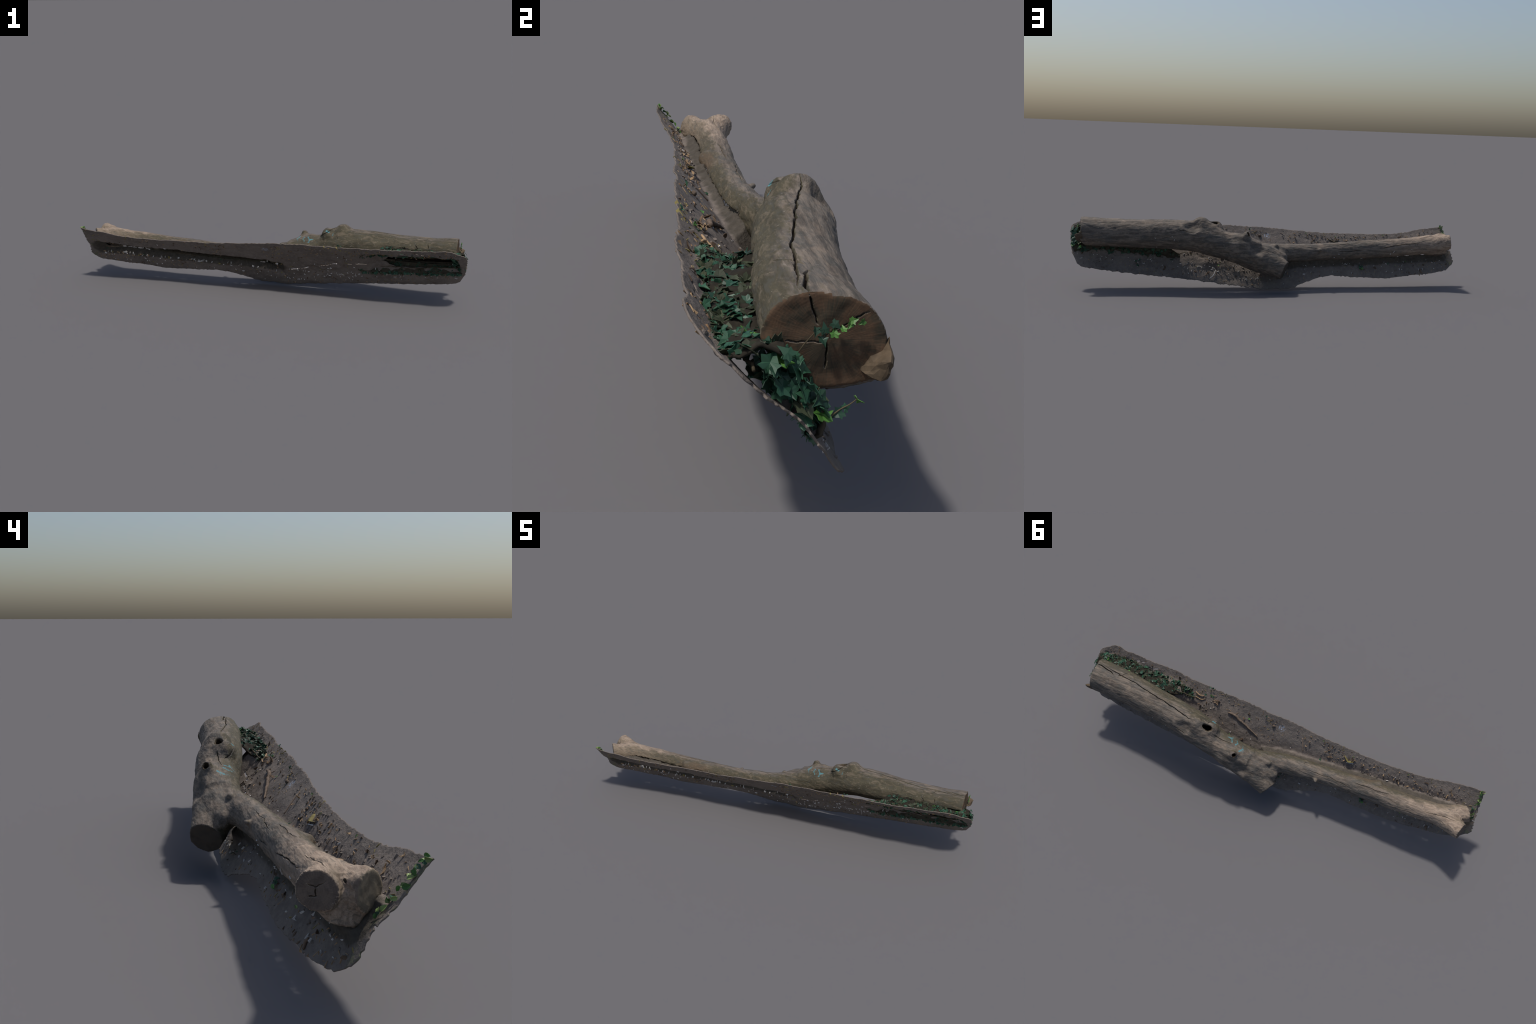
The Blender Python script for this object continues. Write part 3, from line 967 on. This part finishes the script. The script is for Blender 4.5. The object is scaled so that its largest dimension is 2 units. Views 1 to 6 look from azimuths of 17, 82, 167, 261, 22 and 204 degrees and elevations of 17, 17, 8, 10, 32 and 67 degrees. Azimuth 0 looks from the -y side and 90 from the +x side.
# curled bark strip
a = np.linspace(0, 1, 24)
bp, bn = soil_point(-.318 - .05 * a, np.full(24, 0) + np.interp(a, [0, .5, 1], [.155, .23, .20]))
bw = .0055 * np.sin(np.pi * np.clip(a * .94 + .03, 0, 1)) ** .5
vs, fs = [], []
for j, (o, h, th) in enumerate(((-1, .000, 0), (0, .006, 0), (1, .011, 0), (1, .0095, 1), (0, .0045, 1), (-1, -.002, 1))):
    vs.append(bp + bn * (h * np.sin(np.pi * (.15 + .7 * a)))[:, None] + np.array([0, .65, -.75])[None] * (o * bw)[:, None] * .6)
vs = np.stack(vs, 1).reshape(-1, 3)
for i in range(23):
    for j in range(6):
        fs.append((i * 6 + j, i * 6 + (j + 1) % 6, (i + 1) * 6 + (j + 1) % 6, (i + 1) * 6 + j))
mesh_object('bark_strip', vs, fs, YELLOW, soil)
# pebble
bm = bmesh.new()
bmesh.ops.create_icosphere(bm, subdivisions=3, radius=1)
pc = soil_point(.05, .155, .003)[0][0]
for v in bm.verts:
    c = np.array(v.co)
    v.co = Vector(pc) + Vector((c[0] * .0085, c[1] * .006, c[2] * .006)) * (1 + .15 * float(vnoise(c[None] * 1.7, 3)[0]))
me = bpy.data.meshes.new('pebble')
bm.to_mesh(me)
bm.free()
me.materials.append(TWIG)
me.polygons.foreach_set('use_smooth', [True] * len(me.polygons))
link(bpy.data.objects.new('pebble', me), soil)

# dead leaf bundle
for i, (dx, dyy, ang) in enumerate(((0, 0, .3), (.006, .004, 1.0), (-.004, .008, 1.7), (.002, .012, 2.4), (-.008, .002, -.5))):
    p, n = soil_point(.352 + dx, .145 + dyy * 4, .006)
    bits('dead_leaf', p, n, np.array([.028]), np.array([.008]), np.array([.0012]), TAN if i % 2 else BROWN, .5, .5, soil, 60 + i)

# ------------------------------------------------------------------ ivy
HALF = [(.0, .0), (.16, -.13), (.42, -.10), (.36, .14), (.55, .36), (.30, .46), (.16, .72), (.0, 1.0)]


def leaf_mesh(name, mat, seed, half=HALF, fold=.30, droop=.25):
    r = np.random.default_rng(seed)
    pts = [(x, y) for x, y in half] + [(-x, y) for x, y in half[-2:0:-1]]
    pts = np.array(pts) * (1 + r.normal(0, .06, (len(pts), 2)))
    mid = np.array([[0, .34]])
    xy = np.concatenate([pts, mid])
    k = len(pts)
    z = fold * np.abs(xy[:, 0]) - droop * (xy[:, 1] - .35) ** 2 + r.normal(0, .035, k + 1)
    z[k] = -.02
    top = np.column_stack([xy, z])
    bot = top - (0, 0, .045)
    F = []
    for i in range(k):
        j = (i + 1) % k
        F.append((k, i, j))
        F.append((k + 1 + k, k + 1 + j, k + 1 + i))
        F.append((i, k + 1 + i, k + 1 + j, j))
    me = bpy.data.meshes.new(name)
    me.from_pydata([tuple(v) for v in np.concatenate([top, bot])], [], F)
    me.materials.append(mat)
    return me


IVY = [leaf_mesh('ivy_leaf', m, 100 + i, fold=f) for i, (m, f) in enumerate(
    ((LEAF_DARK, .35), (LEAF_DARK, -.25), (LEAF_MID, .30), (LEAF_MID, -.2), (LEAF_OLD, .4), (LEAF_NEW, .3)))]
OVAL = [(.0, .0), (.22, .12), (.34, .38), (.28, .66), (.12, .9), (.0, 1.0)]
SPRIG = [leaf_mesh('small_leaf', m, 120 + i, OVAL, .25) for i, m in enumerate((LEAF_MID, LEAF_NEW, LEAF_PALE))]
leaf_count = [0]


def put_leaf(me, p, n, size, parent, rnd, name='ivy_leaf', tilt=.45):
    ob = bpy.data.objects.new(name, me)
    n = Vector(n) + Vector(rnd.normal(0, tilt, 3))
    n.normalize()
    q = n.to_track_quat('Z', 'Y').to_matrix().to_4x4() @ Matrix.Rotation(rnd.uniform(0, 6.28), 4, 'Z')
    ob.matrix_world = Matrix.Translation(Vector(p)) @ q @ Matrix.Scale(size, 4) @ Matrix.Translation((0, -.35, 0))
    link(ob, parent)
    leaf_count[0] += 1
    return ob


def vine_at(x, side):
    """a point in the ivy fringe: side -1 is the bank side, +1 the lower side"""
    cy, cz, r = (float(v[0]) for v in log_axis(np.array([x])))
    f = [float(v[0]) for v in soil_frame(np.array([x]))]
    return cy, cz, r, f


rv = np.random.default_rng(31)
# main vine stems along both sides of the trunk
up = []
for x in np.linspace(.46, .985, 9):
    up.append(tuple(soil_point(x, .24 + rv.normal(0, .02), .012)[0][0]))
ivy = tube('ivy', up, [.0022] * 9, STEM, thing, 8, 6, .004, 3)
lo = []
for x in np.linspace(.44, .985, 9):
    lo.append(tuple(soil_point(x, .60 + rv.normal(0, .015), .012)[0][0]))
tube('ivy_stem', lo, [.002] * 9, STEM, ivy, 8, 6, .004, 4)


def pick(bright=.08):
    q = rv.uniform()
    if q < bright:
        return IVY[5]
    return IVY[[0, 1, 2, 3, 4][min(4, int(rv.uniform() * 5))]]


def backing_point(x, side, q, lift=0.0):
    """added dark backing, closing the gap between the soil (q=0) and the flank of the trunk (q=1)"""
    x, q = np.atleast_1d(x).astype(float), np.atleast_1d(q).astype(float)
    cy, cz, r = log_axis(x)
    ty, tz, dy, dz, ny, nz, L = soil_frame(x)
    s1 = (cy - ty) * dy + (cz - tz) * dz
    dl = (cy - ty) * ny + (cz - tz) * nz
    k = np.clip((x - (.53 if side < 0 else .47)) / .07, 0, 1)
    qq = np.clip(q, 0, None)
    if side < 0:
        s, hh = s1 - r * (1.32 - .26 * np.clip((x - .84) / .06, 0, 1) - .52 * q), (dl - .58 * r) * qq ** (1.5 - .7 * np.clip((x - .78) / .1, 0, 1)) * k + .002 + .008 * (1 - k)
    else:
        s, hh = s1 + r * (.86 - .28 * q), (dl - .80 * r + .004) * qq ** .55 * k + .002 + .008 * (1 - k)
    b = .004 * np.sin(np.pi * q) * k
    Pn = np.stack([x, ty + dy * s, tz + dz * s], 1)
    nn = np.stack([0 * x, ny, nz], 1)
    out = np.stack([0 * x, side * dy, side * dz], 1)
    P = Pn + nn * (hh + lift * .5)[:, None] if np.ndim(lift) else Pn + nn * hh[:, None]
    P = P + out * (b + lift)[:, None]
    w = .010 * vnoise(P * 38, 97) + .005 * vnoise(P * 90, 98)
    return P + (out * .8 + nn * .6) * w[:, None], out * .75 + nn * .65


for side in (-1, 1):
    gx, gq = np.meshgrid(np.linspace(.53 if side < 0 else .47, .984, 150), np.linspace(-.06, 1.06, 22), indexing='ij')
    mp, mn = backing_point(gx.ravel(), side, gq.ravel())
    gg = np.arange(150 * 22).reshape(150, 22)
    mq = np.stack([gg[:-1, :-1], gg[1:, :-1], gg[1:, 1:], gg[:-1, 1:]], -1).reshape(-1, 4)
    mo = mesh_object('dark_backing', mp, mq if side > 0 else mq[:, ::-1], BACKING, soil)  # added sheet that stops light showing through the ivy
    mm_ = mo.modifiers.new('crust', 'SOLIDIFY')
    mm_.thickness = .004

# upper fringe, leaning on the trunk
for i in range(88):
    x = .50 + .48 * rv.uniform() ** .62
    p, n = backing_point(x, -1, rv.uniform(-.12, 1.05), .001 + .008 * rv.uniform())
    put_leaf(pick(.04), p[0], n[0] + np.array([0, -.1, .25]), rv.uniform(.015, .026), ivy, rv)
# lower fringe between the trunk and the lower soil
for i in range(68):
    x = .47 + .50 * rv.uniform() ** .9
    p, n = backing_point(x, 1, rv.uniform(-.5, .95), .003 + .008 * rv.uniform())
    put_leaf(pick(.05), p[0], n[0] + np.array([0, .4, .0]), rv.uniform(.012, .021), ivy, rv)


def foliage(name, variant, places):
    src = np.array([v.co for v in variant.vertices])
    fc = [list(p.vertices) for p in variant.polygons]
    vs, fs = [], []
    for p, n, size in places:
        n = Vector(n) + Vector(rv.normal(0, .5, 3))
        m = n.normalized().to_track_quat('Z', 'Y').to_matrix() @ Matrix.Rotation(rv.uniform(0, 6.28), 3, 'Z')
        k = sum(len(v) for v in vs)
        vs.append((src - (0, .35, 0)) @ np.array(m).T * size + np.array(p))
        fs += [[i + k for i in f] for f in fc]
    ob = mesh_object(name, np.concatenate(vs), fs, variant.materials[0], ivy, smooth=False)
    ob['kind'] = 'stuff'


for kind, variant, cnt in (('ivy_undergrowth', IVY[1], 190), ('ivy_old_foliage', IVY[4], 160), ('ivy_mid_foliage', IVY[2], 100)):
    places = []
    for i in range(cnt):
        x = .48 + .49 * rv.uniform() ** .85
        side = -1 if rv.uniform() < .6 else 1
        p, n = backing_point(x, side, rv.uniform(-.2 if side < 0 else -.45, 1.0), .001 + .006 * rv.uniform())
        places.append((p[0], n[0], rv.uniform(.011, .021)))
    foliage(kind, variant, places)
# hanging cluster over the butt end
for i in range(92):
    a = rv.uniform()
    t = .27 + .45 * a
    p, n = soil_point(.935 + .056 * rv.uniform() ** .8, t, .006 + .050 * rv.uniform() * (1 - .45 * a))
    put_leaf(pick(.03), p[0], n[0] + np.array([.9, 0, .1]), rv.uniform(.016, .028), ivy, rv, tilt=.4)
# thin shoot across the sawn face: y, z of each leaf and its size
SHOOT = [(-.055, .268, .011), (-.044, .279, .010), (-.022, .309, .011), (-.012, .311, .012), (-.014, .298, .013), (0, .316, .012),
         (-.001, .306, .012), (.009, .311, .009), (.017, .315, .009), (.021, .321, .010), (.031, .318, .009)]
SHOOT = [(y, z - .004, s) for y, z, s in SHOOT]
tube('ivy_stem', [(.962, y, z) for y, z, s in SHOOT], [.0009] * len(SHOOT), STEM, ivy, 6, 5, .001, 8)
for i, (y, z, s) in enumerate(SHOOT):
    put_leaf(IVY[5] if i > 5 else IVY[2 + i % 2], (.965, y, z), (1, 0, .3), s, ivy, rv, tilt=.35)
# stray leaves poking out below the butt end
tube('ivy_stem', [(.968, -.004, .196), (.960, .016, .204), (.952, .034, .212)], [.0012, .001, .0006], STEM, ivy, 6, 5, .001, 12)
for p, s, m in (((.953, .034, .210), .014, 5), ((.958, .020, .203), .013, 3), ((.964, .008, .199), .016, 0)):
    put_leaf(IVY[m], p, (.8, .2, .4), s, ivy, rv)

# seedlings and single leaves on the soil
def sprig(x, t, k, size, seed, spread=.014):
    rr = np.random.default_rng(seed)
    p0, n0 = soil_point(x, t, 0)
    st = tube('sprig', [tuple(p0[0]), tuple(p0[0] + n0[0] * .008), tuple(p0[0] + n0[0] * .014)], [.0012, .001, .0008], STEM, soil)
    for i in range(k):
        p, n = soil_point(x + rr.normal(0, spread), t + rr.normal(0, spread) / .26, .004 + .008 * rr.uniform())
        put_leaf(SPRIG[0 if rr.uniform() < .75 else 1], p[0], n[0], size * rr.uniform(.75, 1.2), st, rr, 'small_leaf', .35)


sprig(-.465, .80, 7, .014, 1, .011)
sprig(.685, .82, 5, .012, 2, .010)
sprig(.38, .12, 6, .013, 3, .012)
sprig(.10, .06, 2, .011, 4, .006)
sprig(-.04, .83, 3, .010, 5)
rr = np.random.default_rng(77)
for x, t, s, m in ((.176, .21, .012, 1), (-.214, .40, .016, 0), (-.26, .66, .014, 0), (-.62, .72, .012, 0), (-.72, .70, .011, 1), (-.66, .78, .010, 2),
                   (-.70, .69, .013, 0), (.25, .55, .012, 1), (.28, .72, .011, 1), (-.90, .65, .012, 0), (-.36, .1, .009, 2), (-.63, .04, .01, 2),
                   (-.20, .05, .010, 2), (.50, .22, .012, 1)):
    p, n = soil_point(x, t, .004)
    put_leaf(SPRIG[m], p[0], n[0], s, soil, rr, 'small_leaf', .3)
# bright leaves along the end of the strip
for i in range(24):
    t = [.02, .10, .18, .27, .42, .55][i % 6] + rr.normal(0, .03)
    x = -.982 + .018 * rr.uniform() ** 1.5 + (.012 * rr.uniform() if t > .35 else 0)
    p, n = soil_point(x, max(.0, t), .003 + .008 * rr.uniform())
    put_leaf(SPRIG[1 if rr.uniform() < .4 else 2] if rr.uniform() < .7 else SPRIG[0], p[0], n[0] + np.array([-.4, 0, 0]), rr.uniform(.010, .020), soil, rr, 'small_leaf', .4)

# ------------------------------------------------------------------ broken wood at the butt end
def wedge(name, pts, mat, parent, seed=0):
    """rough convex splinter from its corner points"""
    bm = bmesh.new()
    for p in pts:
        bm.verts.new(p)
    bmesh.ops.convex_hull(bm, input=bm.verts)
    bmesh.ops.subdivide_edges(bm, edges=bm.edges[:], cuts=3, use_grid_fill=True)
    for v in bm.verts:
        c = np.array(v.co)[None]
        v.co += Vector((float(vnoise(c * 150, seed)[0]), float(vnoise(c * 150, seed + 1)[0]), float(vnoise(c * 150, seed + 2)[0]))) * .0030
    me = bpy.data.meshes.new(name)
    bm.to_mesh(me)
    bm.free()
    me.materials.append(mat)
    return link(bpy.data.objects.new(name, me), parent)


wedge('splinter', [(.945, .030, .252), (.945, .068, .288), (.945, .071, .262), (.945, .055, .232), (.981, .064, .272), (.976, .069, .262),
                   (.973, .058, .243), (.966, .040, .246)], FRESH, parts[0], 3)
